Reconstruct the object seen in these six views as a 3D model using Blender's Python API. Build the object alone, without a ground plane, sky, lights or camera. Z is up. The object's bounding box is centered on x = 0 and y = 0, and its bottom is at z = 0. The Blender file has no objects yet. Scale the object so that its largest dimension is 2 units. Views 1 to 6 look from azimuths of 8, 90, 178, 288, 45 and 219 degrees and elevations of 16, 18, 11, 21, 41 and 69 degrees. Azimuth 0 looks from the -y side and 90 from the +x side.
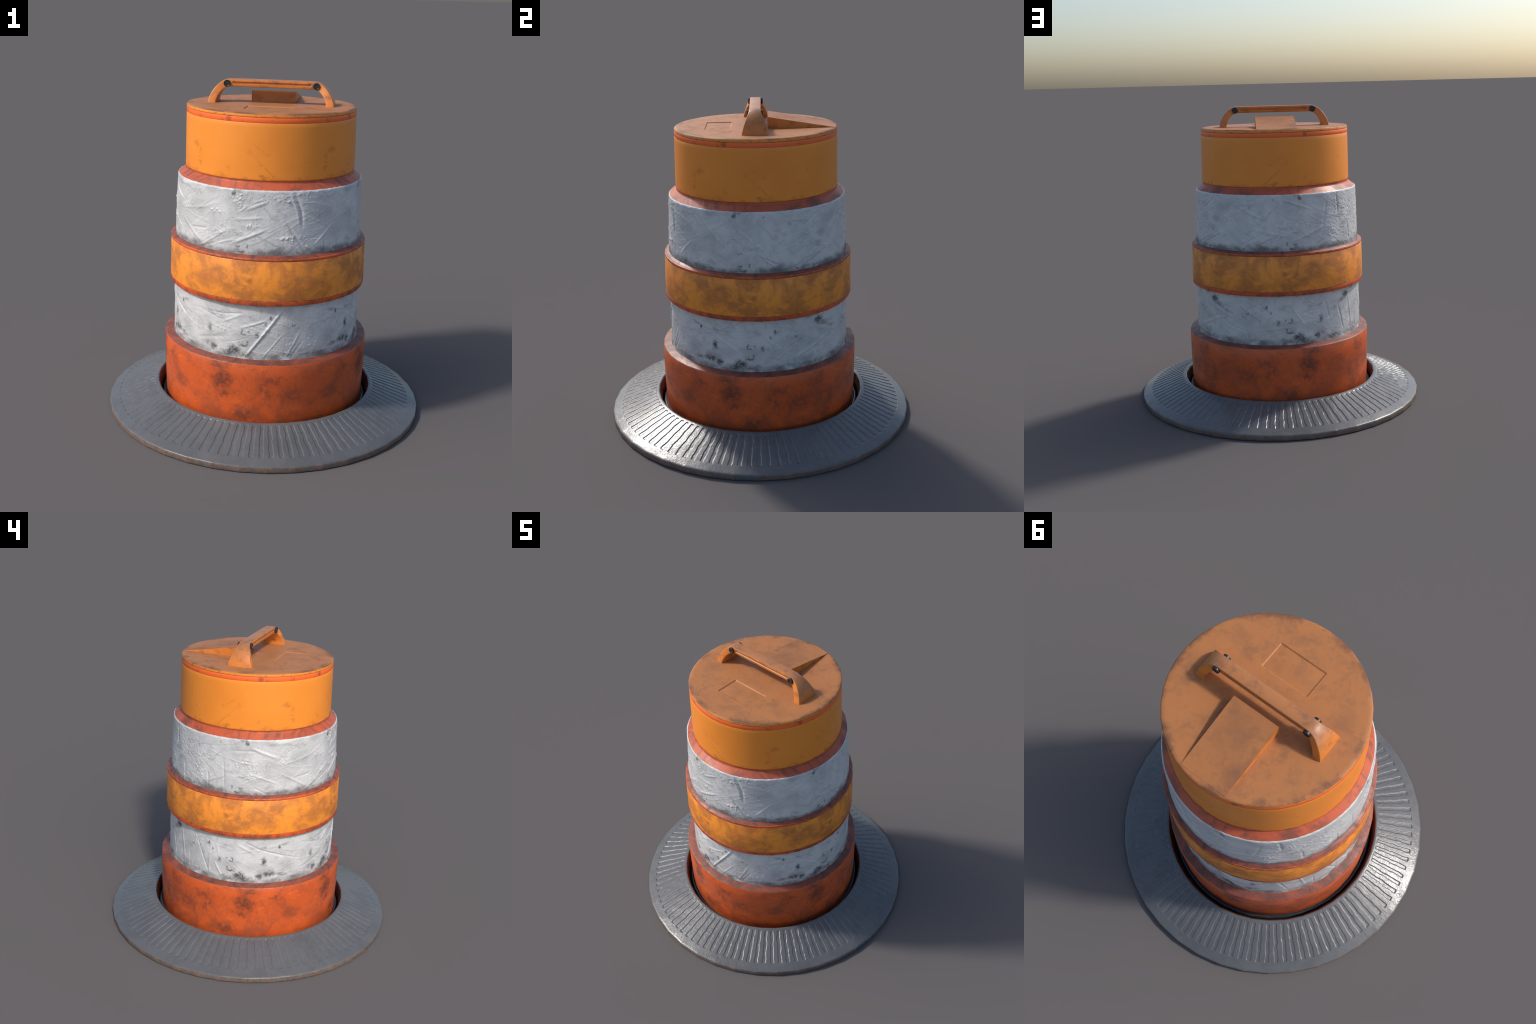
"""Weathered orange-and-white traffic drum standing in a ribbed rubber ring."""
import bpy, bmesh, math, random
import numpy as np
from mathutils import Vector, noise

random.seed(7)
rng = np.random.default_rng(11)
TAU = 2 * math.pi
SIDES = 40                     # the drum walls are 40-sided, vertices on multiples of 9 degrees


# =====================================================================  scene helpers
root = bpy.data.objects.new("traffic_drum", None)
root.empty_display_size = 0.2
root["label"] = "weathered orange and white traffic drum with black rubber ring base"
root["category"] = "traffic drum"
bpy.context.collection.objects.link(root)


def add_object(name, mesh, materials, parent=root, sharp=math.radians(32)):
    obj = bpy.data.objects.new(name, mesh)
    bpy.context.collection.objects.link(obj)
    obj.parent = parent
    for m in materials:
        mesh.materials.append(m)
    if sharp is not None:
        mesh.shade_smooth()
        bm = bmesh.new()
        bm.from_mesh(mesh)
        for e in bm.edges:
            if len(e.link_faces) == 2 and e.calc_face_angle(0) > sharp:
                e.smooth = False
        bm.to_mesh(mesh)
        bm.free()
    return obj


def revolve(profile, sides=SIDES, closed=False):
    """Turn an (r, z) profile, listed from top to bottom on the outside, round the z axis."""
    n = len(profile)
    verts, faces = [], []
    for i in range(sides):
        a = TAU * i / sides
        for r, z in profile:
            verts.append((r * math.cos(a), r * math.sin(a), z))
    for i in range(sides):
        j = (i + 1) % sides
        for k in range(n if closed else n - 1):
            l = (k + 1) % n
            faces.append((i * n + k, i * n + l, j * n + l, j * n + k))
    me = bpy.data.meshes.new("revolved")
    me.from_pydata(verts, [], faces)
    me.update()
    return me


def grid_mesh(P):
    """Mesh from an (around, along, 3) array of points, closed in the first direction."""
    na, nb = P.shape[:2]
    idx = np.arange(na * nb).reshape(na, nb)
    nxt = np.roll(idx, -1, axis=0)
    faces = np.stack([idx[:, :-1], idx[:, 1:], nxt[:, 1:], nxt[:, :-1]], -1).reshape(-1, 4)
    me = bpy.data.meshes.new("grid")
    me.from_pydata(P.reshape(-1, 3).tolist(), [], faces.tolist())
    me.update()
    return me


# =====================================================================  material helpers
class Nodes:
    def __init__(self, name):
        self.mat = bpy.data.materials.new(name)
        self.mat.use_nodes = True
        self.t = self.mat.node_tree
        self.bsdf = self.t.nodes["Principled BSDF"]
        self.obj = self.t.nodes.new("ShaderNodeTexCoord").outputs["Object"]
        sep = self.t.nodes.new("ShaderNodeSeparateXYZ")
        self.t.links.new(self.obj, sep.inputs[0])
        self.x, self.y, self.z = sep.outputs

    def put(self, socket, value):
        if isinstance(value, bpy.types.NodeSocket):
            self.t.links.new(value, socket)
        elif value is not None:
            if isinstance(value, tuple) and len(value) == 3 and socket.type == "RGBA":
                value = (*value, 1)
            socket.default_value = value

    def m(self, op, a, b=None, c=None, clamp=False):
        n = self.t.nodes.new("ShaderNodeMath")
        n.operation, n.use_clamp = op, clamp
        for s, v in zip(n.inputs, (a, b, c)):
            self.put(s, v)
        return n.outputs[0]

    def vec(self, x, y, z):
        n = self.t.nodes.new("ShaderNodeCombineXYZ")
        for s, v in zip(n.inputs, (x, y, z)):
            self.put(s, v)
        return n.outputs[0]

    def step(self, value, lo, hi, out0=0.0, out1=1.0):
        n = self.t.nodes.new("ShaderNodeMapRange")
        n.interpolation_type = "SMOOTHSTEP"
        for s, v in zip(n.inputs[:5], (value, lo, hi, out0, out1)):
            self.put(s, v)
        return n.outputs[0]

    def noise(self, coords, scale, detail=6, rough=0.6, distort=0.0, color=False, lac=2.0):
        n = self.t.nodes.new("ShaderNodeTexNoise")
        self.put(n.inputs["Vector"], coords)
        for k, v in (("Scale", scale), ("Detail", detail), ("Roughness", rough), ("Distortion", distort), ("Lacunarity", lac)):
            n.inputs[k].default_value = v
        return n.outputs["Color" if color else "Fac"]

    def mix(self, fac, a, b, blend="MIX"):
        n = self.t.nodes.new("ShaderNodeMix")
        n.data_type, n.blend_type = "RGBA", blend
        self.put(n.inputs[0], fac)
        self.put(n.inputs[6], a)
        self.put(n.inputs[7], b)
        return n.outputs[2]

    def shift(self, coords, by, scale=(1, 1, 1)):
        n = self.t.nodes.new("ShaderNodeMapping")
        self.put(n.inputs[0], coords)
        n.inputs["Location"].default_value = by
        n.inputs["Scale"].default_value = scale
        return n.outputs[0]

    def wrap(self):
        self.theta = self.m("MULTIPLY", self.m("ARCTAN2", self.y, self.x), 180 / math.pi)
        self.radius = self.m("SQRT", self.m("ADD", self.m("MULTIPLY", self.x, self.x), self.m("MULTIPLY", self.y, self.y)))

    def side(self, u):
        """Project the grime flat along one horizontal axis: u is the other one."""
        self.arc = u
        self.gz = self.vec(u, 0.0, self.z)

    def marks(self, spots, wobble=0.03, scale=20.0, soft=0.15):
        """Soft-edged ragged stains: (u m, z, half width m, half height m, strength)."""
        def split(sc, det):
            sp = self.t.nodes.new("ShaderNodeSeparateColor")
            self.put(sp.inputs[0], self.noise(self.gz, sc, det, 0.65, color=True))
            return sp.outputs
        c, f = split(scale, 3), split(scale * 3.4, 4)
        def bend(base, i):
            v = self.m("MULTIPLY_ADD", self.m("SUBTRACT", c[i], 0.5), wobble * 2.4, base)
            return self.m("MULTIPLY_ADD", self.m("SUBTRACT", f[i], 0.5), wobble * 1.1, v)
        u, v = bend(self.arc, 0), bend(self.z, 1)
        total = None
        for x, z, w, h, s in spots:
            du = self.m("DIVIDE", self.m("SUBTRACT", u, x), w)
            dv = self.m("DIVIDE", self.m("SUBTRACT", v, z), h)
            d = self.m("SQRT", self.m("ADD", self.m("MULTIPLY", du, du), self.m("MULTIPLY", dv, dv)))
            k = self.step(d, soft, 1.25, s, 0.0)
            total = k if total is None else self.m("MAXIMUM", total, k)
        return total

    def strokes(self, lines, width=0.006, wobble=0.016, scale=14.0):
        """Thin scuffs: (u0, z0, u1, z1, strength); they fade in and out."""
        sp = self.t.nodes.new("ShaderNodeSeparateColor")
        self.put(sp.inputs[0], self.noise(self.gz, scale, 4, 0.6, color=True))
        u = self.m("MULTIPLY_ADD", self.m("SUBTRACT", sp.outputs[0], 0.5), wobble * 2, self.arc)
        v = self.m("MULTIPLY_ADD", self.m("SUBTRACT", sp.outputs[1], 0.5), wobble * 2, self.z)
        total = None
        for ax, z0, bx, z1, s in lines:
            L = math.hypot(bx - ax, z1 - z0)
            tx, tz = (bx - ax) / L, (z1 - z0) / L
            pu, pv = self.m("SUBTRACT", u, ax), self.m("SUBTRACT", v, z0)
            along = self.m("ADD", self.m("MULTIPLY", pu, tx), self.m("MULTIPLY", pv, tz))
            off = self.m("ABSOLUTE", self.m("SUBTRACT", self.m("MULTIPLY", pu, tz), self.m("MULTIPLY", pv, tx)))
            over = self.m("ABSOLUTE", self.m("SUBTRACT", along, L / 2))
            over = self.m("MAXIMUM", self.m("SUBTRACT", over, L / 2), 0.0)
            k = self.step(self.m("ADD", off, self.m("MULTIPLY", over, 0.5)), width * 0.1, width, s, 0.0)
            total = k if total is None else self.m("MAXIMUM", total, k)
        return self.m("MULTIPLY", total, self.step(sp.outputs[2], 0.34, 0.56, 0.25, 1.0))

    def finish(self, color, rough, bump=None, bump_strength=0.2, bump_dist=0.002, spec=0.5):
        self.put(self.bsdf.inputs["Base Color"], color)
        self.put(self.bsdf.inputs["Roughness"], rough)
        self.bsdf.inputs["Specular IOR Level"].default_value = spec
        if bump is not None:
            b = self.t.nodes.new("ShaderNodeBump")
            b.inputs["Strength"].default_value = bump_strength
            b.inputs["Distance"].default_value = bump_dist
            self.put(b.inputs["Height"], bump)
            self.t.links.new(b.outputs[0], self.bsdf.inputs["Normal"])
        return self.mat


YELLOW = (0.90, 0.288, 0.034)
WHITE = (0.65, 0.65, 0.645)
DUSTY = (0.435, 0.172, 0.060)


def flat(spots, radius):
    """Stains given by their angle from the facing axis (degrees) become flat offsets in metres."""
    return [(radius * math.sin(math.radians(t)), *rest) for t, *rest in spots]


def flat_lines(lines, radius):
    f = lambda t: radius * math.sin(math.radians(t))
    return [(f(a), z0, f(b), z1, s) for a, z0, b, z1, s in lines]


def boxed(name, body, spec=0.5, bump_strength=0.08, bump_dist=0.002):
    """Grime printed from two sides: along x where the wall faces +-x, along y elsewhere, blended between."""
    n = Nodes(name)
    n.wrap()
    n.side(n.y)
    c1, r1, b1 = body(n)
    n.side(n.x)
    c2, r2, b2 = body(n)
    w = n.step(n.m("DIVIDE", n.m("ABSOLUTE", n.x), n.radius), 0.38, 0.60)
    lerp = lambda p, q: n.m("ADD", n.m("MULTIPLY", q, w), n.m("MULTIPLY", p, n.m("SUBTRACT", 1.0, w)))
    return n.finish(n.mix(w, c2, c1), lerp(r2, r1), lerp(b2, b1), bump_strength, bump_dist, spec)


def clean_yellow(n):
    cloud = n.noise(n.gz, 5, 5, 0.55)
    fine = n.noise(n.gz, 60, 8, 0.7)
    base = n.mix(n.step(cloud, 0.35, 0.7), YELLOW, (0.86, 0.266, 0.030))
    # dirt that gathers in ragged tongues above the lower seam
    edge = n.m("ADD", n.step(n.z, 1.500, 1.560, 0.75, 0.0), n.m("MULTIPLY", n.m("SUBTRACT", n.noise(n.gz, 20, 7, 0.65), 0.58), 3.0))
    edge = n.m("MULTIPLY", n.step(edge, 0.2, 1.0), n.step(n.z, 1.515, 1.60, 0.62, 0.0))
    spots = n.marks(flat([(-40, 1.668, 0.026, 0.020, 0.50), (-45, 1.635, 0.012, 0.022, 0.35), (-44, 1.595, 0.010, 0.010, 0.40),
                          (-46, 1.565, 0.010, 0.014, 0.40), (2, 1.585, 0.014, 0.009, 0.40), (-20, 1.565, 0.014, 0.014, 0.35),
                          (-6, 1.655, 0.012, 0.014, 0.28), (6, 1.645, 0.016, 0.010, 0.25), (30, 1.60, 0.014, 0.008, 0.30),
                          (36, 1.67, 0.016, 0.010, 0.30), (3, 1.522, 0.034, 0.016, 0.65), (11, 1.512, 0.050, 0.012, 0.45)], 0.5), wobble=0.022, scale=34)
    lines = n.strokes(flat_lines([(-6, 1.668, 1.5, 1.588, 0.36), (4, 1.575, 9, 1.53, 0.62), (-3, 1.695, 3, 1.662, 0.30)], 0.5), width=0.008, wobble=0.008, scale=26)
    dirt = n.m("MULTIPLY", n.m("MAXIMUM", n.m("MAXIMUM", spots, lines), edge), n.step(fine, 0.3, 0.6, 0.4, 1.0))
    col = n.mix(dirt, base, (0.36, 0.115, 0.018))
    return col, n.step(n.noise(n.gz, 14, 6, 0.6), 0.3, 0.75, 0.36, 0.5), n.noise(n.gz, 90, 5, 0.6)


def grimy_yellow(n):
    big = n.noise(n.gz, 6.5, 9, 0.58, 0.5)
    mid = n.noise(n.shift(n.gz, (3.1, 0, 1.7)), 26, 8, 0.68, 0.9)
    mask = n.m("ADD", n.m("MULTIPLY", n.m("SUBTRACT", big, 0.5), 1.5), n.m("MULTIPLY", n.m("SUBTRACT", mid, 0.5), 0.55))
    grime = n.step(mask, -0.20, 0.20)
    dots = n.marks(flat([(-2, 0.96, 0.020, 0.020, 0.6), (-3, 1.03, 0.012, 0.016, 0.4), (20, 0.92, 0.05, 0.05, 0.35)], 0.587), wobble=0.02, scale=30)
    specks = n.step(n.noise(n.shift(n.gz, (7, 0, 2)), 70, 4, 0.55), 0.66, 0.76)
    flecks = n.step(n.noise(n.shift(n.gz, (1, 0, 6)), 44, 5, 0.6, 0.6), 0.62, 0.70)
    col = n.mix(n.m("MULTIPLY", grime, 0.86), (0.91, 0.296, 0.034), (0.42, 0.136, 0.030))
    col = n.mix(n.m("MULTIPLY", n.m("MULTIPLY", flecks, grime), 0.6), col, (0.80, 0.25, 0.03))
    col = n.mix(n.m("MAXIMUM", dots, n.m("MULTIPLY", specks, 0.35)), col, (0.30, 0.098, 0.026))
    return col, n.step(grime, 0, 1, 0.42, 0.60), mid


def trim_body(color, dark, lo, hi):
    def body(n):
        f = n.noise(n.vec(n.arc, n.m("MULTIPLY", n.radius, 0.35), n.m("MULTIPLY", n.z, 0.5)), 30, 8, 0.68, 0.5)
        k = n.noise(n.shift(n.gz, (2, 0, 5)), 8, 5, 0.6)
        dirt = n.step(n.m("ADD", f, n.m("MULTIPLY", n.m("SUBTRACT", k, 0.5), 0.9)), lo, hi)
        return n.mix(n.m("MULTIPLY", dirt, 0.85), color, dark), n.step(dirt, 0, 1, 0.36, 0.5), f
    return body


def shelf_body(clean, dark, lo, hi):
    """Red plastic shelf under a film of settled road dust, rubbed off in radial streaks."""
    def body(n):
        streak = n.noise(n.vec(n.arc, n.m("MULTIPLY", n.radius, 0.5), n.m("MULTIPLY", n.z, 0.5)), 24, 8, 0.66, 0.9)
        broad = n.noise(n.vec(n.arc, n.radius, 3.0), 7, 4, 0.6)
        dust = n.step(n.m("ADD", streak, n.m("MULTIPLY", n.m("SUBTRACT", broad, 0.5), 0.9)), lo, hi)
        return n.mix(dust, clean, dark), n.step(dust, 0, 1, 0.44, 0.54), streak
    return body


def foot_body(n):
    big = n.noise(n.shift(n.gz, (0.4, 0, 0.3)), 6.0, 9, 0.62, 0.5)
    mid = n.noise(n.shift(n.gz, (1.4, 0, 2.2)), 22, 8, 0.7, 1.1)
    fine = n.noise(n.shift(n.gz, (6, 0, 2)), 60, 6, 0.68, 0.6)
    veins = n.m("ABSOLUTE", n.m("SUBTRACT", n.noise(n.shift(n.gz, (5, 0, 1)), 11, 5, 0.6, 1.4), 0.5))
    haze = n.step(n.m("ADD", big, n.m("MULTIPLY", n.m("SUBTRACT", mid, 0.5), 0.85)), 0.38, 0.70)
    spots = n.marks(flat([(-16, 0.365, 0.080, 0.075, 0.95), (-19, 0.440, 0.060, 0.035, 0.75), (-14, 0.295, 0.032, 0.030, 0.90),
                          (-12, 0.455, 0.03, 0.03, 0.6), (10, 0.37, 0.055, 0.022, 0.55), (5, 0.32, 0.020, 0.034, 0.7), (9, 0.29, 0.016, 0.03, 0.6),
                          (15, 0.385, 0.020, 0.025, 0.55), (23, 0.30, 0.11, 0.09, 0.35), (-5, 0.16, 0.070, 0.026, 0.80), (-1, 0.19, 0.02, 0.03, 0.6),
                          (-34, 0.40, 0.040, 0.022, 0.65), (35, 0.40, 0.06, 0.06, 0.55), (40, 0.25, 0.07, 0.06, 0.5), (-45, 0.28, 0.06, 0.05, 0.4)], 0.62), wobble=0.05, scale=14)
    spots = n.m("MULTIPLY", spots, n.step(n.m("ADD", mid, n.m("MULTIPLY", n.m("SUBTRACT", fine, 0.5), 0.5)), 0.34, 0.56, 0.35, 1.0))
    dirt = n.m("MULTIPLY", haze, 0.68)
    lite = n.m("MULTIPLY", n.step(veins, 0.0, 0.05, 1.0, 0.0), n.step(mid, 0.45, 0.6))
    base = n.mix(n.m("MULTIPLY", lite, 0.75), (0.60, 0.100, 0.021), (0.86, 0.155, 0.028))
    base = n.mix(n.step(mid, 0.56, 0.74), base, (0.80, 0.140, 0.026))
    col = n.mix(dirt, base, (0.215, 0.052, 0.024))
    col = n.mix(n.m("MULTIPLY", spots, 0.92), col, (0.125, 0.036, 0.020))
    return col, n.step(dirt, 0, 1, 0.38, 0.55), mid


def sheet_body(zlo, zhi, spots, lines, seed, dirtiness):
    def body(n):
        gz = n.shift(n.gz, (seed, 0, seed * 0.37))
        cloud = n.noise(gz, 5, 7, 0.62, 0.6)
        fine = n.noise(gz, 50, 8, 0.72)
        scuff = n.noise(n.shift(gz, (0, 0, 0), (1, 1, 0.3)), 24, 8, 0.68, 0.5)
        smoke = n.noise(n.shift(gz, (8, 0, 3)), 13, 9, 0.70, 0.5)
        wisps = n.m("ABSOLUTE", n.m("SUBTRACT", n.noise(gz, 5.0, 3, 0.5, 1.0), 0.5))
        wisps2 = n.m("ABSOLUTE", n.m("SUBTRACT", n.noise(n.shift(gz, (3, 0, 9)), 8.0, 3, 0.5, 0.8), 0.5))
        line = n.m("MAXIMUM", n.step(wisps, 0.0, 0.016, 1.0, 0.0), n.step(wisps2, 0.0, 0.020, 0.8, 0.0))
        grey = n.m("MULTIPLY", n.step(cloud, 0.42, 0.74), 0.34)
        grey = n.m("MAXIMUM", grey, n.m("MULTIPLY", n.m("MULTIPLY", line, n.step(smoke, 0.42, 0.60)), 0.30))
        grey = n.m("MAXIMUM", grey, n.m("MULTIPLY", n.step(smoke, 0.50, 0.76), 0.62 * dirtiness))
        grey = n.m("MAXIMUM", grey, n.m("MULTIPLY", n.m("MULTIPLY", n.step(scuff, 0.54, 0.74), n.step(cloud, 0.42, 0.60)), 0.55 * dirtiness))
        # dark ragged tongues rising from the lower edge and hanging from the upper one
        reach = n.m("ADD", n.step(n.z, zlo, zlo + 0.080, 0.90, 0.0), n.m("MULTIPLY", n.m("SUBTRACT", n.noise(gz, 11, 9, 0.68), 0.53), 2.6))
        low = n.m("MULTIPLY", n.step(reach, 0.15, 1.05), n.step(n.z, zlo + 0.015, zlo + 0.14, 0.85, 0.0))
        top = n.m("ADD", n.step(n.z, zhi - 0.055, zhi, 0.0, 0.60), n.m("MULTIPLY", n.m("SUBTRACT", n.noise(gz, 16, 8, 0.68), 0.57), 2.2))
        top = n.m("MULTIPLY", n.step(top, 0.2, 0.95), n.step(n.z, zhi - 0.10, zhi - 0.02, 0.0, 0.65 * dirtiness))
        stains = n.m("MULTIPLY", n.marks(spots, wobble=0.030, scale=24), n.step(fine, 0.30, 0.54, 0.5, 1.0))
        stains = n.m("MAXIMUM", stains, n.strokes(lines, width=0.009, wobble=0.018, scale=10))
        dirt = n.m("MAXIMUM", n.m("MAXIMUM", stains, grey), n.m("MAXIMUM", low, top))
        col = n.mix(n.step(cloud, 0.3, 0.6), WHITE, (0.595, 0.595, 0.595))
        col = n.mix(dirt, col, (0.080, 0.080, 0.078))
        # crisp little crinkles and grain of the film
        fold = n.m("ABSOLUTE", n.m("SUBTRACT", n.noise(n.shift(gz, (1, 0, 2), (1, 1, 1.6)), 8, 3, 0.5, 1.3), 0.5))
        fold2 = n.m("ABSOLUTE", n.m("SUBTRACT", n.noise(n.shift(gz, (4, 0, 7), (1.5, 1, 1)), 15, 3, 0.5, 1.0), 0.5))
        bump = n.m("ADD", n.step(fold, 0.0, 0.07, 0.26, 0.0), n.m("ADD", n.step(fold2, 0.0, 0.09, 0.12, 0.0),
                   n.m("ADD", n.m("MULTIPLY", n.noise(gz, 20, 6, 0.6, 0.3), 0.75), n.m("MULTIPLY", n.noise(gz, 95, 5, 0.6), 0.16))))
        return col, n.step(dirt, 0, 1, 0.36, 0.6), bump
    return body


def dust_layer(n, warm=DUSTY, amount=0.85):
    """Matt tan road dust in clouds; darker oily blotches break it."""
    a = n.noise(n.obj, 6, 9, 0.62, 0.4)
    b = n.noise(n.shift(n.obj, (2, 5, 1)), 24, 8, 0.66, 0.7)
    blot = n.step(n.m("ADD", a, n.m("MULTIPLY", n.m("SUBTRACT", b, 0.5), 0.7)), 0.42, 0.74)
    return n.mix(n.m("MULTIPLY", blot, amount), warm, (0.235, 0.105, 0.054)), blot, b


def make_lid_top():
    n = Nodes("dusty_lid_top")
    n.wrap()
    col, blot, b = dust_layer(n, amount=0.62)
    # grime, patchy, along the worn rim
    edge = n.m("ADD", n.radius, n.m("MULTIPLY", n.m("SUBTRACT", b, 0.5), 0.07))
    rim = n.m("MULTIPLY", n.step(edge, 0.452, 0.49, 0.0, 1.0), n.step(n.noise(n.obj, 6, 6, 0.6), 0.46, 0.58))
    col = n.mix(n.m("MULTIPLY", rim, 0.75), col, (0.15, 0.070, 0.042))
    # smears: at the foot of the ramp, and two broad rubbed patches
    for x, y, sx, sy, k in [(-0.105, 0.37, 0.05, 0.08, 0.75), (0.02, 0.22, 0.08, 0.12, 0.35), (0.33, -0.22, 0.07, 0.05, 0.45),
                            (-0.33, -0.14, 0.05, 0.06, 0.45), (-0.02, -0.22, 0.07, 0.05, 0.45), (0.0, -0.08, 0.20, 0.05, 0.4)]:
        dx = n.m("DIVIDE", n.m("SUBTRACT", n.x, x), sx)
        dy = n.m("DIVIDE", n.m("SUBTRACT", n.y, y), sy)
        d = n.m("SQRT", n.m("ADD", n.m("MULTIPLY", dx, dx), n.m("MULTIPLY", dy, dy)))
        d = n.m("ADD", d, n.m("MULTIPLY", n.m("SUBTRACT", b, 0.5), 5.0))
        col = n.mix(n.step(d, -0.3, 1.35, k * 0.8, 0.0), col, (0.20, 0.092, 0.052))
    return n.finish(col, n.step(blot, 0, 1, 0.52, 0.66), b, 0.06, spec=0.3)


def make_handle():
    n = Nodes("handle_paint")
    col, blot, b = dust_layer(n, amount=0.85)
    geo = n.t.nodes.new("ShaderNodeNewGeometry")
    sp = n.t.nodes.new("ShaderNodeSeparateXYZ")
    n.put(sp.inputs[0], geo.outputs["Normal"])
    settled = n.step(n.m("ADD", sp.outputs[2], n.m("MULTIPLY", n.m("SUBTRACT", b, 0.5), 0.7)), 0.35, 0.85)
    paint = n.mix(n.step(n.noise(n.obj, 16, 7, 0.62, 0.4), 0.45, 0.75), (0.64, 0.200, 0.034), (0.27, 0.095, 0.034))
    return n.finish(n.mix(settled, paint, col), 0.42, b, 0.05)


def make_rubber():
    n = Nodes("black_rubber")
    n.wrap()
    a = n.noise(n.obj, 7, 7, 0.6)
    b = n.noise(n.obj, 42, 7, 0.68, 0.5)
    base = n.mix(n.step(a, 0.35, 0.7), (0.118, 0.121, 0.125), (0.098, 0.101, 0.105))
    scuff = n.m("MULTIPLY", n.step(b, 0.60, 0.74), n.step(a, 0.42, 0.6))
    base = n.mix(n.m("MULTIPLY", scuff, 0.45), base, (0.055, 0.057, 0.06))
    # dry brown clay on the rolled outer rim (one panel was wiped) and inside the collar
    wob = n.m("MULTIPLY", n.m("SUBTRACT", n.noise(n.obj, 30, 5, 0.6), 0.5), 0.008)
    rr = n.m("ADD", n.radius, wob)
    rim = n.step(rr, 0.963, 0.970)
    wiped = n.m("MULTIPLY", n.step(n.theta, -9.2, -8.9), n.step(n.theta, 0.0, 0.2, 1.0, 0.0))
    rim = n.m("MULTIPLY", rim, n.m("SUBTRACT", 1.0, wiped))
    clay = n.mix(n.step(n.noise(n.obj, 34, 5, 0.65), 0.4, 0.68), (0.185, 0.128, 0.100), (0.115, 0.078, 0.060))
    col = n.mix(rim, base, clay)
    inner = n.step(rr, 0.660, 0.668, 1.0, 0.0)
    col = n.mix(inner, col, (0.075, 0.026, 0.015))
    pits = n.m("MULTIPLY", n.step(n.noise(n.obj, 75, 4, 0.6, 0.8), 0.56, 0.70), n.step(a, 0.46, 0.62))
    lumps = n.m("ADD", n.m("MULTIPLY", n.noise(n.obj, 70, 6, 0.62, 0.4), 0.8), n.m("ADD", n.m("MULTIPLY", n.noise(n.obj, 22, 3, 0.5), 0.9), n.m("MULTIPLY", pits, -0.5)))
    rough = n.m("ADD", n.step(a, 0.3, 0.7, 0.32, 0.23), n.m("MULTIPLY", rim, 0.16))
    return n.finish(col, rough, lumps, 0.20, 0.006)


def make_plain(name, color, rough):
    n = Nodes(name)
    f = n.noise(n.obj, 40, 5, 0.6)
    dark = tuple(c * 0.7 for c in color)
    return n.finish(n.mix(n.step(f, 0.35, 0.7), color, dark), rough, f, 0.05)


M_YELLOW = boxed("orange_paint_clean", clean_yellow, bump_strength=0.06)
M_BAND = boxed("orange_paint_grimy", grimy_yellow)
M_TRIM = boxed("red_trim", trim_body((0.64, 0.102, 0.025), (0.195, 0.048, 0.023), 0.34, 0.66))
M_TRIM_CLEAN = boxed("red_trim_clean", trim_body((0.95, 0.158, 0.034), (0.36, 0.068, 0.024), 0.58, 0.82), bump_strength=0.05)
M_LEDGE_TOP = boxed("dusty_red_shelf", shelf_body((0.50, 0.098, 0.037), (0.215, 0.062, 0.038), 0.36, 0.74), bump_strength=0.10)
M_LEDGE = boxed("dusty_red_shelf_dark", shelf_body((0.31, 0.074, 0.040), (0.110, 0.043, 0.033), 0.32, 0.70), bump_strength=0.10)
M_FOOT = boxed("red_foot_paint", foot_body)
M_LID = make_lid_top()
M_HANDLE = make_handle()
M_RUBBER = make_rubber()
M_COLLAR = make_plain("black_collar", (0.035, 0.038, 0.044), 0.32)
M_BOLT = make_plain("black_bolt_plastic", (0.022, 0.023, 0.027), 0.40)


# =====================================================================  rubber ring
def wander(seed, r):
    """Slow wobble of one groove edge along its length."""
    a, b, c, d = np.random.default_rng(seed).uniform(0, TAU, 4)
    return 0.5 * np.sin(46 * r + a) + 0.6 * np.sin(71 * r + b) + 0.35 * np.sin(120 * r + c) + 0.2 * np.sin(190 * r + d)


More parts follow.
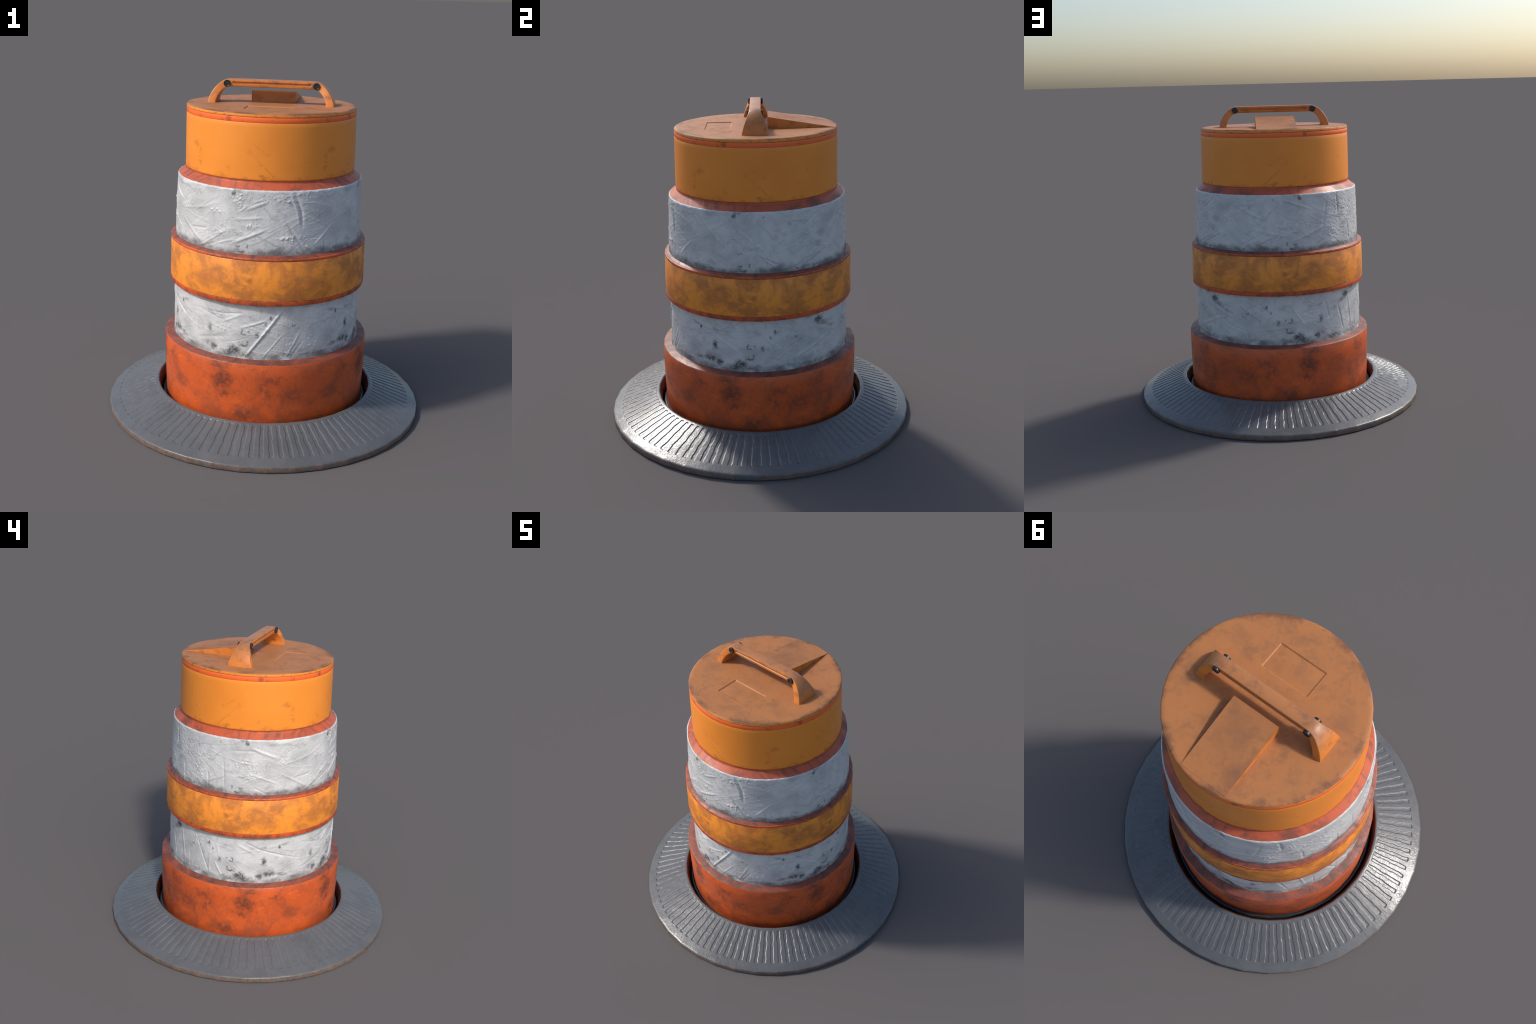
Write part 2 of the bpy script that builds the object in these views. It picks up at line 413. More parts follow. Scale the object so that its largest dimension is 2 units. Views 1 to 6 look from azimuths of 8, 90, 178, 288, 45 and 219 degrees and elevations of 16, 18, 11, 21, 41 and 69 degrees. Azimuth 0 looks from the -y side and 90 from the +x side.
def build_rubber_ring():
    grooves, per = 100, 28
    na = grooves * per
    lip = [(0.646, 0.0), (0.645, 0.045), (0.647, 0.085), (0.653, 0.118), (0.6580, 0.134), (0.6618, 0.1420), (0.6665, 0.1455), (0.672, 0.1452)]
    cone_r = np.concatenate([np.linspace(0.678, 0.6835, 3), np.linspace(0.6855, 0.6935, 5), np.linspace(0.700, 0.893, 32),
                             np.linspace(0.8995, 0.9095, 6), np.linspace(0.915, 0.9605, 9)])
    slope = (0.1445 - 0.0405) / (0.956 - 0.674)
    cone = [(r, 0.1450 - (r - 0.674) * slope) for r in cone_r]
    rim = [(0.9645, 0.0373), (0.9680, 0.0352), (0.9696, 0.0320), (0.9705, 0.0265), (0.9705, 0.016), (0.9700, 0.004), (0.9685, 0.0010), (0.9650, 0.0)]
    prof = np.array(lip + cone + rim)
    R, Z = prof[:, 0], prof[:, 1]
    th = np.arange(na) / na * TAU
    P = np.zeros((na, len(prof), 3))
    # 40-sided outline on the rim and on the lip, round in between
    sector = TAU / SIDES
    facet = math.cos(sector / 2) / np.cos((th % sector) - sector / 2)
    weight = np.clip((R - 0.92) / 0.045, 0, 1) + np.clip((0.69 - R) / 0.02, 0, 1)
    rad = R[None] * (1 + (facet[:, None] - 1) * weight[None])
    drop = np.zeros((na, len(prof)))
    pitch = TAU / grooves
    phase = math.radians(3.22)
    k = np.floor((th - phase) / pitch + 0.5).astype(int)
    local = th - phase - k * pitch                         # angle from the centre of the nearest groove
    ends = np.clip((R - 0.6845) / 0.005, 0, 1) * np.clip((0.9095 - R) / 0.005, 0, 1)
    ends = ends * ends * (3 - 2 * ends) * ((R > 0.684) & (R < 0.911))
    for g in range(grooves):
        sel = np.where(k % grooves == g)[0]
        size = np.random.default_rng(900 + g).uniform(0.9, 1.1)
        half = 0.205 * size * pitch * R
        jit = 0.0022
        left, right = -half + jit * wander(100 + g, R), half + jit * wander(400 + g, R)
        x = local[sel][:, None] * R[None]
        wall = 0.0046
        f = np.clip((x - left) / wall + 0.5, 0, 1) * np.clip((right - x) / wall + 0.5, 0, 1)
        f = f * f * (3 - 2 * f)
        drop[sel] = 0.0034 * f * ends[None]
    # worn, faintly lumpy surface
    lump = sum(a * np.sin(p * th[:, None] + q * R[None] + s) for a, p, q, s in
               [(0.0002, 5, 22, 0.3), (0.0002, 13, 31, 2.0), (0.00015, 29, 55, 4.0)]) * (Z > 0.02)
    P[..., 0] = rad * np.cos(th)[:, None]
    P[..., 1] = rad * np.sin(th)[:, None]
    P[..., 2] = np.maximum(Z[None] - drop + lump, 0.0)
    P = P[:, ::-1]
    me = grid_mesh(P)
    return add_object("rubber_ring", me, [M_RUBBER], sharp=math.radians(60))


build_rubber_ring()
collar = revolve([(0.600, 0.076), (0.618, 0.076), (0.624, 0.080), (0.632, 0.079), (0.639, 0.070), (0.6410, 0.050), (0.6385, 0.0005), (0.600, 0.0005)])
add_object("foot_collar", collar, [M_COLLAR])

# =====================================================================  drum body
drum = root

foot = [(0.6195, 0.4755), (0.6214, 0.472), (0.6214, 0.38), (0.6208, 0.28), (0.6180, 0.19), (0.6165, 0.12), (0.6150, 0.058), (0.60, 0.055)]
add_object("drum_foot", revolve(foot), [M_FOOT], drum)
shelf = [(0.555, 0.4925), (0.575, 0.4885), (0.6150, 0.4788), (0.6180, 0.4775), (0.6195, 0.4755)]
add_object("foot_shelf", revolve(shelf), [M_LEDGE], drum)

band_shelf = [(0.548, 1.104), (0.5575, 1.1015), (0.5605, 1.1012), (0.579, 1.0902), (0.5815, 1.0882)]
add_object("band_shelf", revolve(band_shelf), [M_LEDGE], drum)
band_lip = [(0.5815, 1.0882), (0.5848, 1.0872), (0.5862, 1.0850), (0.5866, 1.0770), (0.5848, 1.0742), (0.5826, 1.0735)]
add_object("band_lip", revolve(band_lip), [M_TRIM], drum)
band = [(0.5826, 1.0735), (0.5848, 1.0722), (0.5862, 1.0700), (0.5896, 0.8490), (0.5890, 0.8455), (0.5868, 0.8442)]
add_object("middle_band", revolve(band), [M_BAND], drum)
skirt = [(0.5868, 0.8442), (0.5890, 0.8428), (0.5897, 0.8400), (0.5890, 0.8200), (0.5880, 0.8172), (0.5855, 0.8158), (0.5580, 0.8150)]
add_object("band_skirt", revolve(skirt), [M_TRIM], drum)

shoulder = [(0.4970, 1.5040), (0.4958, 1.5010), (0.4962, 1.4935), (0.4985, 1.4895), (0.5020, 1.4890), (0.5050, 1.4862),
            (0.5365, 1.4612), (0.5385, 1.4594), (0.5390, 1.4530)]
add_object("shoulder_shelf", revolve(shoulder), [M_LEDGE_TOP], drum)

wall = [(0.4920, 1.8165), (0.4948, 1.8152), (0.4957, 1.8125), (0.4965, 1.79), (0.4985, 1.64), (0.5000, 1.515), (0.4998, 1.5080), (0.4985, 1.5050), (0.4968, 1.5038)]
add_object("upper_wall", revolve(wall), [M_YELLOW], drum)
rim_band = [(0.4925, 1.8440), (0.4945, 1.8432), (0.4955, 1.8405), (0.4958, 1.8200), (0.4948, 1.8172), (0.4920, 1.8165)]
add_object("rim_band", revolve(rim_band), [M_TRIM_CLEAN], drum)


# =====================================================================  reflective sheeting, creased and blistered
def ridge(T, Z, R, path, width, height, tail=0.5):
    """Height field of one crease running along a polyline of (theta degrees, z)."""
    H = np.zeros_like(T)
    pts = [(math.radians(t), z) for t, z in path]
    lens = [math.hypot((b[0] - a[0]) * R, b[1] - a[1]) for a, b in zip(pts, pts[1:])]
    total, done = sum(lens), 0.0
    for (a, b), L in zip(zip(pts, pts[1:]), lens):
        mid = (a[0] + b[0]) / 2
        dt = (T[:, 0] - mid + math.pi) % TAU - math.pi
        cols = np.where(np.abs(dt) * R < L / 2 + abs(b[0] - a[0]) * R / 2 + 4 * width)[0]
        px, pz = (dt[cols][:, None] + mid - a[0]) * R, Z[cols] - a[1]
        tx, tz = (b[0] - a[0]) * R / L, (b[1] - a[1]) / L
        s = px * tx + pz * tz
        d = px * tz - pz * tx
        over = np.maximum(np.abs(s - L / 2) - L / 2, 0)
        u = np.clip((done + s) / total, 0, 1)
        taper = np.clip(np.minimum(u, 1 - u) / (0.5 * tail) + 0.12, 0, 1)
        h = height * np.exp(-(d / width) ** 2 - (over / width) ** 2) * taper
        H[cols] = np.where(np.abs(h) > np.abs(H[cols]), h, H[cols])
        done += L
    return H


def build_sheet(name, mat, top, bottom, creases, blisters, seed, lip=0.0, round_top=0.0, parent=drum):
    """lip: outward flare of the lower hem; round_top: how far the upper edge curls inwards."""
    (r1, z1), (r0, z0) = top, bottom
    na, nz = 1300, 120
    R = (r0 + r1) / 2
    th = np.arange(na) / na * TAU
    v = np.linspace(0, 1, nz)
    T, V = np.meshgrid(th, v, indexing="ij")
    Z = z1 + (z0 - z1) * V
    H = np.zeros_like(T)
    g = np.random.default_rng(seed)
    # slack film: broad soft swells
    for _ in range(26):
        p, q = int(g.integers(2, 26)), g.uniform(-16, 16)
        H += 0.00028 * g.uniform(0.4, 1) * np.sin(p * T + q * Z + g.uniform(0, TAU))
    for path, w, h in creases:
        H += ridge(T, Z, R, path, w * 0.8, h * 1.25)
    # smaller stray wrinkles, mostly diagonal
    for _ in range(60):
        t0, zz = g.uniform(-180, 180), g.uniform(z0 + 0.02, z1 - 0.02)
        L, ang = g.uniform(0.04, 0.16), g.choice([0.35, 0.6, -0.45, -0.9, 1.4]) + g.normal(0, 0.15)
        t1, z_end = t0 + math.degrees(L * math.cos(ang) / R), zz + L * math.sin(ang)
        H += ridge(T, Z, R, [(t0, zz), (t1, z_end)], g.uniform(0.003, 0.007), g.choice([1, 1, -1]) * g.uniform(0.0004, 0.0011))
    # crossing families of fine long folds, pulled diagonally when the film was wrapped
    for family in range(2):
        lean = (0.55, -0.42)[family]
        for _ in range(48):
            t0, zz = g.uniform(-180, 180), g.uniform(z0 + 0.01, z1 - 0.01)
            L, ang = g.uniform(0.12, 0.34), lean + g.normal(0, 0.22)
            mid_t, mid_z = t0 + math.degrees(0.5 * L * math.cos(ang) / R), zz + 0.5 * L * math.sin(ang) + g.normal(0, 0.012)
            end = (t0 + math.degrees(L * math.cos(ang) / R), zz + L * math.sin(ang))
            H += ridge(T, Z, R, [(t0, zz), (mid_t, mid_z), end], g.uniform(0.0028, 0.0052), g.choice([1, 1, 1, -1]) * g.uniform(0.0005, 0.0013))
    # trapped air and grit: clusters of small blisters
    for tc, zc, dt, dz, count in blisters:
        for _ in range(count):
            t, z = math.radians(tc + g.normal(0, dt)), zc + g.normal(0, dz)
            w, h = g.uniform(0.0028, 0.0060), g.uniform(0.0012, 0.0026)
            i = int(round((t % TAU) / TAU * na))
            js = np.where(np.abs(Z[0] - z) < 0.02)[0]
            if len(js) == 0:
                continue
            ii = (np.arange(i - 10, i + 11)) % na
            sub = np.ix_(ii, js)
            dtt = (T[sub] - t + math.pi) % TAU - math.pi
            ex = g.uniform(0.7, 1.5)
            H[sub] += h * np.exp(-((dtt * R / ex) ** 2 + (Z[sub] - z) ** 2) / w ** 2)
    fade = np.clip((Z - z0) / 0.012, 0, 1) * 0.8 + 0.2
    rad = r1 + (r0 - r1) * V + H * fade
    rad += lip * np.clip(1 - (Z - z0) / 0.030, 0, 1) ** 2
    rad -= round_top * np.clip(1 - (z1 - Z) / 0.010, 0, 1) ** 2
    # rolled upper edge: the film wraps inwards over the shelf
    zt = Z + 0.0007 * (1 - V) ** 12 * np.sin(T * 61 + 2 * np.sin(T * 17))
    rows = [(rad[:, 0] - 0.004, zt[:, 0] - 0.0010), (rad[:, 0] - 0.0010, zt[:, 0] + 0.0004)]
    rr = np.concatenate([np.stack([a for a, _ in rows], 1), rad], 1)
    zz = np.concatenate([np.stack([b for _, b in rows], 1), zt], 1)
    P = np.stack([rr * np.cos(th)[:, None], rr * np.sin(th)[:, None], zz], -1)
    return add_object(name, grid_mesh(P), [mat], parent, sharp=math.radians(70))


upper_spots = flat([(-12.8, 1.438, 0.016, 0.032, 0.95), (-9, 1.452, 0.034, 0.014, 0.70), (-5.6, 1.152, 0.013, 0.014, 0.90),
                    (-10, 1.140, 0.016, 0.018, 0.85), (-8, 1.114, 0.034, 0.014, 0.90), (-10.3, 1.213, 0.024, 0.012, 0.50),
                    (37, 1.116, 0.026, 0.020, 0.85), (25, 1.112, 0.016, 0.012, 0.85), (11, 1.305, 0.024, 0.024, 0.28),
                    (-28, 1.15, 0.040, 0.030, 0.35), (4, 1.43, 0.014, 0.016, 0.45), (40, 1.24, 0.035, 0.025, 0.40),
                    (20, 1.38, 0.018, 0.02, 0.35), (42, 1.31, 0.04, 0.04, 0.35), (-30, 1.44, 0.04, 0.02, 0.35), (30, 1.30, 0.05, 0.03, 0.25)], 0.551)
upper_lines = flat_lines([(-29.6, 1.33, -28, 1.25, 0.30), (-26.4, 1.31, -26.2, 1.24, 0.30), (16, 1.40, 30, 1.395, 0.30), (-2, 1.43, 10, 1.30, 0.25),
                          (2, 1.20, 24, 1.105, 0.38), (30, 1.13, 46, 1.20, 0.40), (22, 1.13, 44, 1.22, 0.30), (-40, 1.44, -30, 1.36, 0.22), (-18, 1.40, -34, 1.30, 0.22)], 0.551)
lower_spots = [(u, z, 1.25 * w, 1.2 * h, min(1.0, 1.1 * k)) for u, z, w, h, k in flat([(-1.9, 0.654, 0.009, 0.008, 0.90), (2.7, 0.635, 0.016, 0.016, 0.72), (9.6, 0.729, 0.009, 0.010, 0.90),
                    (7.5, 0.697, 0.011, 0.008, 0.60), (23, 0.698, 0.013, 0.009, 0.60), (-5.6, 0.570, 0.030, 0.016, 1.0),
                    (-2.6, 0.592, 0.011, 0.016, 0.80), (-10.3, 0.532, 0.036, 0.024, 1.0), (-14, 0.515, 0.050, 0.020, 0.9),
                    (-26.8, 0.635, 0.016, 0.034, 0.95), (-31, 0.556, 0.038, 0.024, 0.95), (-24.3, 0.538, 0.024, 0.026, 0.85),
                    (-38.9, 0.545, 0.030, 0.016, 0.70), (-37.4, 0.730, 0.010, 0.013, 0.85), (40, 0.765, 0.024, 0.034, 0.95),
                    (44, 0.74, 0.030, 0.016, 0.6), (-28.5, 0.560, 0.06, 0.045, 0.45), (30, 0.54, 0.05, 0.03, 0.45), (-5, 0.51, 0.06, 0.014, 0.75),
                    (20, 0.52, 0.06, 0.02, 0.5), (34, 0.64, 0.06, 0.03, 0.28), (-20, 0.60, 0.07, 0.04, 0.22), (-42, 0.60, 0.05, 0.05, 0.3)], 0.566)]
lower_lines = flat_lines([(-6.2, 0.660, -6.6, 0.640, 0.75), (-6.4, 0.638, -4.6, 0.633, 0.65),
                          (-44, 0.766, -39, 0.756, 0.55), (-43, 0.752, -39.5, 0.748, 0.45), (-43, 0.590, -38, 0.582, 0.55), (-42, 0.577, -38.5, 0.572, 0.45),
                          (-11.7, 0.789, -40.9, 0.672, 0.26), (-36, 0.745, -14, 0.70, 0.2), (22, 0.77, 14, 0.62, 0.22), (16, 0.76, 34, 0.66, 0.22)], 0.566)
M_SHEET_UP = boxed("white_sheeting_upper", sheet_body(1.10, 1.463, upper_spots, upper_lines, 0.0, 0.62), bump_strength=0.32, bump_dist=0.006)
M_SHEET_LOW = boxed("white_sheeting_lower", sheet_body(0.49, 0.815, lower_spots, lower_lines, 4.3, 1.1), bump_strength=0.28, bump_dist=0.006)

upper_creases = [
    ([(-143.4, 1.239), (-124.8, 1.135)], 0.010, 0.0030), ([(-125.7, 1.108), (-105.5, 1.245)], 0.009, 0.0022),
    ([(-126.5, 1.100), (-108, 1.172)], 0.006, -0.0018), ([(-104.7, 1.152), (-83.2, 1.250)], 0.010, 0.0034),
    ([(-116, 1.141), (-101.7, 1.182)], 0.008, 0.0020), ([(-97, 1.345), (-83, 1.402)], 0.012, 0.0032),
    ([(-104.1, 1.290), (-85.7, 1.311)], 0.010, 0.0022), ([(-68.1, 1.449), (-63.8, 1.347), (-63.3, 1.250)], 0.011, -0.0034),
    ([(-70.6, 1.455), (-66.5, 1.347), (-65, 1.27)], 0.010, 0.0020), ([(-73.0, 1.290), (-60.6, 1.112)], 0.010, -0.0032),
    ([(-54.9, 1.159), (-42.6, 1.267)], 0.007, 0.0024), ([(-48.6, 1.190), (-48.2, 1.120)], 0.006, -0.0022),
    ([(-44.4, 1.210), (-43.8, 1.112)], 0.006, -0.0022), ([(-134.9, 1.201), (-120.2, 1.219)], 0.008, -0.0024),
    ([(-164.7, 1.410), (-143.9, 1.334)], 0.010, 0.0034), ([(-177.7, 1.382), (-159.3, 1.389)], 0.008, -0.0020),
    ([(-162.1, 1.235), (-145.8, 1.174)], 0.009, 0.0026), ([(-161.8, 1.152), (-152.5, 1.106)], 0.006, -0.0024),
    ([(-153, 1.436), (-136, 1.440)], 0.014, 0.0028), ([(-142, 1.300), (-118, 1.345)], 0.010, 0.0018),
    ([(145.5, 1.240), (146.3, 1.118)], 0.008, -0.0028), ([(167.1, 1.220), (167.8, 1.106)], 0.007, -0.0030),
    ([(133.4, 1.450), (134.9, 1.310)], 0.010, -0.0030), ([(178, 1.33), (179.6, 1.10)], 0.006, -0.0020),
    ([(-99.5, 1.337), (-94.5, 1.379)], 0.006, 0.0015), ([(-58, 1.13), (-61, 1.155)], 0.008, 0.0030), ([(-78, 1.19), (-66, 1.21)], 0.010, 0.0016),
    ([(-37, 1.42), (-20, 1.25)], 0.009, 0.0024), ([(-12, 1.36), (6, 1.22)], 0.010, 0.0026), ([(1, 1.21), (14, 1.11)], 0.008, 0.0022),
    ([(18, 1.12), (44, 1.22)], 0.009, 0.0026), ([(28, 1.35), (42, 1.44)], 0.008, -0.0022), ([(58, 1.40), (80, 1.30)], 0.010, 0.0028),
    ([(62, 1.13), (78, 1.21)], 0.008, -0.0022), ([(92, 1.43), (112, 1.36)], 0.008, 0.0026), ([(98, 1.16), (122, 1.25)], 0.010, 0.0028),
    ([(124, 1.40), (120, 1.22)], 0.009, -0.0026), ([(70, 1.25), (96, 1.19)], 0.009, 0.0020)]
upper_blisters = [(-99.5, 1.405, 3.0, 0.024, 55), (-76, 1.412, 6.0, 0.018, 26), (-61, 1.425, 4.0, 0.020, 16), (-117.6, 1.326, 3.0, 0.012, 24),
                  (-113, 1.205, 5.0, 0.026, 60), (-71.2, 1.192, 4.0, 0.010, 26), (-91.2, 1.262, 3.0, 0.010, 14), (153.9, 1.325, 4.5, 0.045, 70),
                  (159.5, 1.190, 4.5, 0.028, 60), (-167, 1.300, 5.0, 0.026, 60), (-141.3, 1.320, 3.5, 0.020, 34), (166, 1.365, 4.0, 0.03, 24),
                  (-165, 1.215, 4.0, 0.016, 34), (137, 1.36, 4, 0.04, 40), (128, 1.20, 5, 0.03, 36), (30, 1.28, 6, 0.03, 24), (75, 1.20, 6, 0.03, 24), (-20, 1.30, 8, 0.04, 20)]
lower_creases = [
    ([(-95.4, 0.484), (-72.6, 0.797)], 0.0085, 0.0052), ([(-85.4, 0.484), (-73.5, 0.635)], 0.005, 0.0017),
    ([(-71.5, 0.488), (-62.5, 0.650)], 0.007, 0.0015), ([(-68.5, 0.49), (-60.5, 0.60)], 0.007, -0.0012),
    ([(-98, 0.667), (-82, 0.725)], 0.008, 0.0028), ([(-109.1, 0.691), (-96, 0.752)], 0.009, 0.0020),
    ([(-126.5, 0.745), (-108, 0.705)], 0.008, -0.0020), ([(-122.4, 0.742), (-108, 0.742), (-95, 0.760)], 0.007, -0.0022),
    ([(-153, 0.720), (-140, 0.675), (-128, 0.637)], 0.007, -0.0022), ([(-127, 0.560), (-103.6, 0.617)], 0.014, -0.0026),
    ([(158.9, 0.774), (171.2, 0.494)], 0.007, -0.0026), ([(174.0, 0.612), (179.6, 0.515)], 0.008, 0.0026),
    ([(170.6, 0.690), (170.1, 0.505)], 0.009, 0.0020), ([(-168.3, 0.789), (-156.4, 0.728), (-139.1, 0.666)], 0.007, -0.0022),
    ([(-171, 0.757), (-158, 0.692)], 0.012, 0.0026), ([(132.1, 0.710), (137.4, 0.530)], 0.007, -0.0028),
    ([(153.3, 0.640), (153.8, 0.505)], 0.006, -0.0024), ([(144, 0.76), (148, 0.54)], 0.010, 0.0022), ([(175, 0.75), (177, 0.67)], 0.008, 0.0016),
    ([(-152, 0.50), (-134, 0.555)], 0.012, 0.0022), ([(-55, 0.50), (-50, 0.62)], 0.007, 0.0007), ([(-45, 0.49), (-42, 0.60)], 0.006, -0.0016),
    ([(-30, 0.72), (-10, 0.60)], 0.010, 0.0024), ([(2, 0.74), (12, 0.60)], 0.008, 0.0024), ([(18, 0.54), (48, 0.66)], 0.012, 0.0030),
    ([(34, 0.75), (56, 0.68)], 0.009, -0.0024), ([(58, 0.77), (78, 0.64)], 0.009, 0.0026), ([(72, 0.58), (100, 0.61)], 0.009, 0.0018),
    ([(96, 0.74), (106, 0.60)], 0.009, 0.0024), ([(110, 0.52), (126, 0.66)], 0.010, 0.0026), ([(120, 0.77), (124, 0.63)], 0.008, -0.0024)]
lower_blisters = [(-88, 0.665, 5, 0.02, 14), (163, 0.72, 4, 0.02, 18), (-60, 0.56, 6, 0.03, 12), (-110, 0.66, 4, 0.012, 18), (20, 0.62, 8, 0.04, 16), (112, 0.65, 8, 0.04, 20)]
build_sheet("reflective_sheet", M_SHEET_UP, (0.5445, 1.4600), (0.5578, 1.0995), upper_creases, upper_blisters, 21, round_top=0.0048)
build_sheet("reflective_sheet", M_SHEET_LOW, (0.5612, 0.8180), (0.5650, 0.4865), lower_creases, lower_blisters, 22, lip=0.0062)


# =====================================================================  lid with recessed panel
LID_Z = 1.8655


def build_lid():
    bm = bmesh.new()
    rim = [(0.4700, LID_Z), (0.4865, 1.8648), (0.4918, 1.8625), (0.4945, 1.8595), (0.4952, 1.8560), (0.4952, 1.8480), (0.4935, 1.8450), (0.4900, 1.8440)]
    rings = []
    for r, z in rim:
        rings.append([bm.verts.new((r * math.cos(TAU * i / SIDES), r * math.sin(TAU * i / SIDES), z)) for i in range(SIDES)])
    for k, (a, b) in enumerate(zip(rings, rings[1:])):
        for i in range(SIDES):
            j = (i + 1) % SIDES
            f = bm.faces.new((a[i], b[i], b[j], a[j]))
            f.material_index = 0 if k < 3 else 1
    # shallow rectangular recess with sloping sides
    x0, x1, y0, y1, w, depth = -0.1235, 0.1475, -0.3035, -0.1455, 0.0062, 0.0050
    def rect(inset, z):
        c = [(x0 + inset, y0 + inset), (x1 - inset, y0 + inset), (x1 - inset, y1 - inset), (x0 + inset, y1 - inset)]
        return [bm.verts.new((x, y, z)) for x, y in c]
    outer, inner = rect(0, LID_Z), rect(w, LID_Z - depth)
    raised = rect(0.045, LID_Z - 0.0012)          # the panel floor swells back up to near flush
    floor = bm.faces.new(raised)
    for i in range(4):
        j = (i + 1) % 4
        bm.faces.new((outer[i], outer[j], inner[j], inner[i]))
        bm.faces.new((inner[i], inner[j], raised[j], raised[i]))
    edges = []
    for loop in (rings[0], outer):
        for i in range(len(loop)):
            a, b = loop[i], loop[(i + 1) % len(loop)]
            edges.append(bm.edges.get((a, b)) or bm.edges.new((a, b)))
    bmesh.ops.triangle_fill(bm, edges=edges, use_beauty=True)
    bmesh.ops.recalc_face_normals(bm, faces=bm.faces)
    if floor.normal.z < 0:
        bmesh.ops.reverse_faces(bm, faces=bm.faces)
    me = bpy.data.meshes.new("lid")
    bm.to_mesh(me)
    bm.free()
    return add_object("lid", me, [M_LID, M_YELLOW_RIM], root, sharp=math.radians(28))


def rim_body(n):
    f = n.noise(n.gz, 26, 7, 0.68, 0.4)
    return n.mix(n.step(f, 0.48, 0.70), (0.84, 0.268, 0.030), (0.30, 0.105, 0.028)), n.m("ADD", 0.42, 0.0), f


M_YELLOW_RIM = boxed("lid_rim_paint", rim_body)
lid = build_lid()


def build_ramp():
    """Wedge moulded on the lid: full height behind the handle, running out at the rim."""
    hw, ya, yb, h = 0.1300, 0.0735, 0.4675, 0.0660
    z0 = LID_Z - 0.002
    bm = bmesh.new()
    P = [(-hw, ya, z0), (hw, ya, z0), (hw, yb, z0), (-hw, yb, z0), (-hw, ya, LID_Z + h), (hw, ya, LID_Z + h), (hw, yb, LID_Z + 0.0010), (-hw, yb, LID_Z + 0.0010)]
    v = [bm.verts.new(p) for p in P]
    for f, mi in [((0, 1, 5, 4), 0), ((1, 2, 6, 5), 1), ((2, 3, 7, 6), 0), ((3, 0, 4, 7), 1), ((4, 5, 6, 7), 0), ((3, 2, 1, 0), 1)]:  # front face gets browner lid material, darkening it for the handle's shadow
        bm.faces.new([v[i] for i in f]).material_index = mi
    edges = [e for e in bm.edges if all(w.co.z > LID_Z for w in e.verts) and not all(abs(w.co.y - yb) < 1e-4 for w in e.verts)]
    bmesh.ops.bevel(bm, geom=edges, offset=0.0016, segments=2, affect="EDGES", clamp_overlap=True)
    bmesh.ops.recalc_face_normals(bm, faces=bm.faces)
    me = bpy.data.meshes.new("ramp")
    bm.to_mesh(me)
    bm.free()
    return add_object("lid_ramp", me, [M_LID, M_HANDLE], lid, sharp=math.radians(50))


build_ramp()


# =====================================================================  handle and bolts
def spline(points, count):
    """Centripetal-free Catmull-Rom through control points, evenly spread in parameter."""
    pts = np.array(points, float)
    pad = np.vstack([2 * pts[0] - pts[1], pts, 2 * pts[-1] - pts[-2]])
    out = []
    for u in np.linspace(0, len(pts) - 1 - 1e-9, count):
        i, t = int(u), u - int(u)
        p0, p1, p2, p3 = pad[i:i + 4]
        out.append(0.5 * (2 * p1 + (p2 - p0) * t + (2 * p0 - 5 * p1 + 4 * p2 - p3) * t * t + (3 * p1 - p0 - 3 * p2 + p3) * t ** 3))
    return np.array(out)


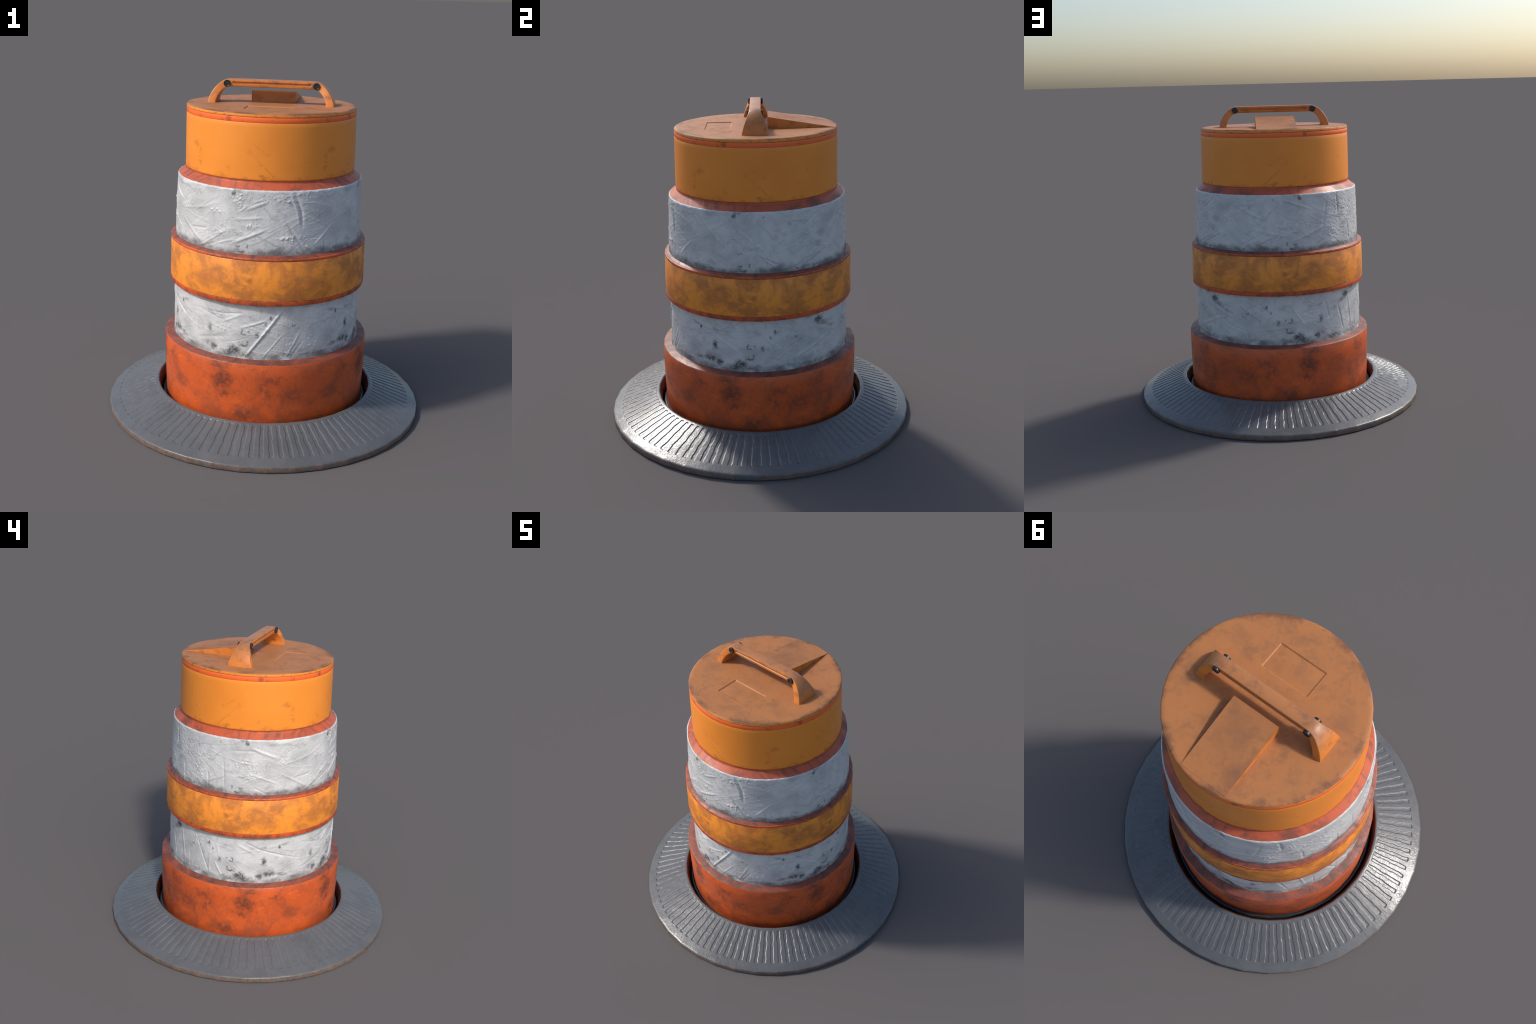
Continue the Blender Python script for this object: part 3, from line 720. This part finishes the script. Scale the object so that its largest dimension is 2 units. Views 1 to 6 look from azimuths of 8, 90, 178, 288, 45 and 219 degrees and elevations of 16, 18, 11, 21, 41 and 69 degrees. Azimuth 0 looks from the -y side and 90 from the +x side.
def build_handle():
    outer = [(0.3665, 1.8640), (0.3620, 1.8900), (0.3510, 1.9180), (0.3330, 1.9470), (0.3095, 1.9730), (0.2840, 1.9910), (0.2560, 1.9990), (0.2300, 2.0000)]
    inner = [(0.3205, 1.8640), (0.3165, 1.8860), (0.3075, 1.9080), (0.2935, 1.9290), (0.2750, 1.9450), (0.2520, 1.9550), (0.2400, 1.9572), (0.2300, 1.9575)]
    half = [0.0785, 0.0725, 0.0640, 0.0540, 0.0430, 0.0355, 0.0335, 0.0335]
    O, I, W = spline(outer, 36), spline(inner, 36), spline([(w, 0) for w in half], 36)[:, 0]
    straight = np.linspace(0.228, 0.0, 40)[0:]
    O = np.vstack([O, [(x, 2.0) for x in straight]])
    I = np.vstack([I, [(x, 1.9575) for x in straight]])
    W = np.concatenate([W, np.full(len(straight), 0.0335)])
    mir = lambda A: np.vstack([A, A[-2::-1] * np.array([-1, 1])])
    O, I, W = mir(O), mir(I), np.concatenate([W, W[-2::-1]])
    # one flank from the inner to the outer side: (t across, inset from flank); the channel is cut along the grip
    flank = [(0.0, 0.0040), (0.035, 0.0012), (0.10, 0.0), (0.36, 0.0), (0.40, -1), (0.45, -2), (0.60, -2), (0.65, -1), (0.69, 0.0), (0.90, 0.0), (0.965, 0.0012), (1.0, 0.0045)]
    verts, n = [], 2 * len(flank)
    for (ox, oz), (ix, iz), w in zip(O, I, W):
        c = max(0.0, min(1.0, (0.229 - abs(ox)) / 0.006))
        ring = []
        for t, d in flank:
            d = {-1: 0.0022 * c, -2: 0.0070 * c}.get(d, d)
            ring.append((ix + (ox - ix) * t, w - d, iz + (oz - iz) * t))
        verts += ring + [(x, -y, z) for x, y, z in reversed(ring)]
    faces = []
    for k in range(len(O) - 1):
        for i in range(n):
            j = (i + 1) % n
            faces.append((k * n + i, k * n + j, (k + 1) * n + j, (k + 1) * n + i))
    faces += [tuple(range(n))[::-1], tuple(range((len(O) - 1) * n, len(O) * n))]
    me = bpy.data.meshes.new("handle")
    me.from_pydata(verts, [], faces)
    bm = bmesh.new()
    bm.from_mesh(me)
    bmesh.ops.recalc_face_normals(bm, faces=bm.faces)
    bm.to_mesh(me)
    bm.free()
    return add_object("carry_handle", me, [M_HANDLE], root, sharp=math.radians(40))


handle = build_handle()

bolt_profile = [(0.0, 0.0105), (0.0135, 0.0100), (0.0155, 0.0112), (0.0165, 0.0140), (0.0185, 0.0140), (0.0198, 0.0126), (0.0200, -0.0040)]
bolt_mesh = revolve(bolt_profile, 32)
first = add_object("bolt", bolt_mesh, [M_BOLT], handle)
for i, (sx, sy) in enumerate([(-1, -1), (1, -1), (-1, 1), (1, 1)]):
    b = first if i == 0 else first.copy()
    if i:
        bpy.context.collection.objects.link(b)
    b.rotation_euler = (math.radians(90) if sy < 0 else math.radians(-90), 0, 0)
    b.location = (sx * 0.2600, sy * 0.0315, 1.9755)
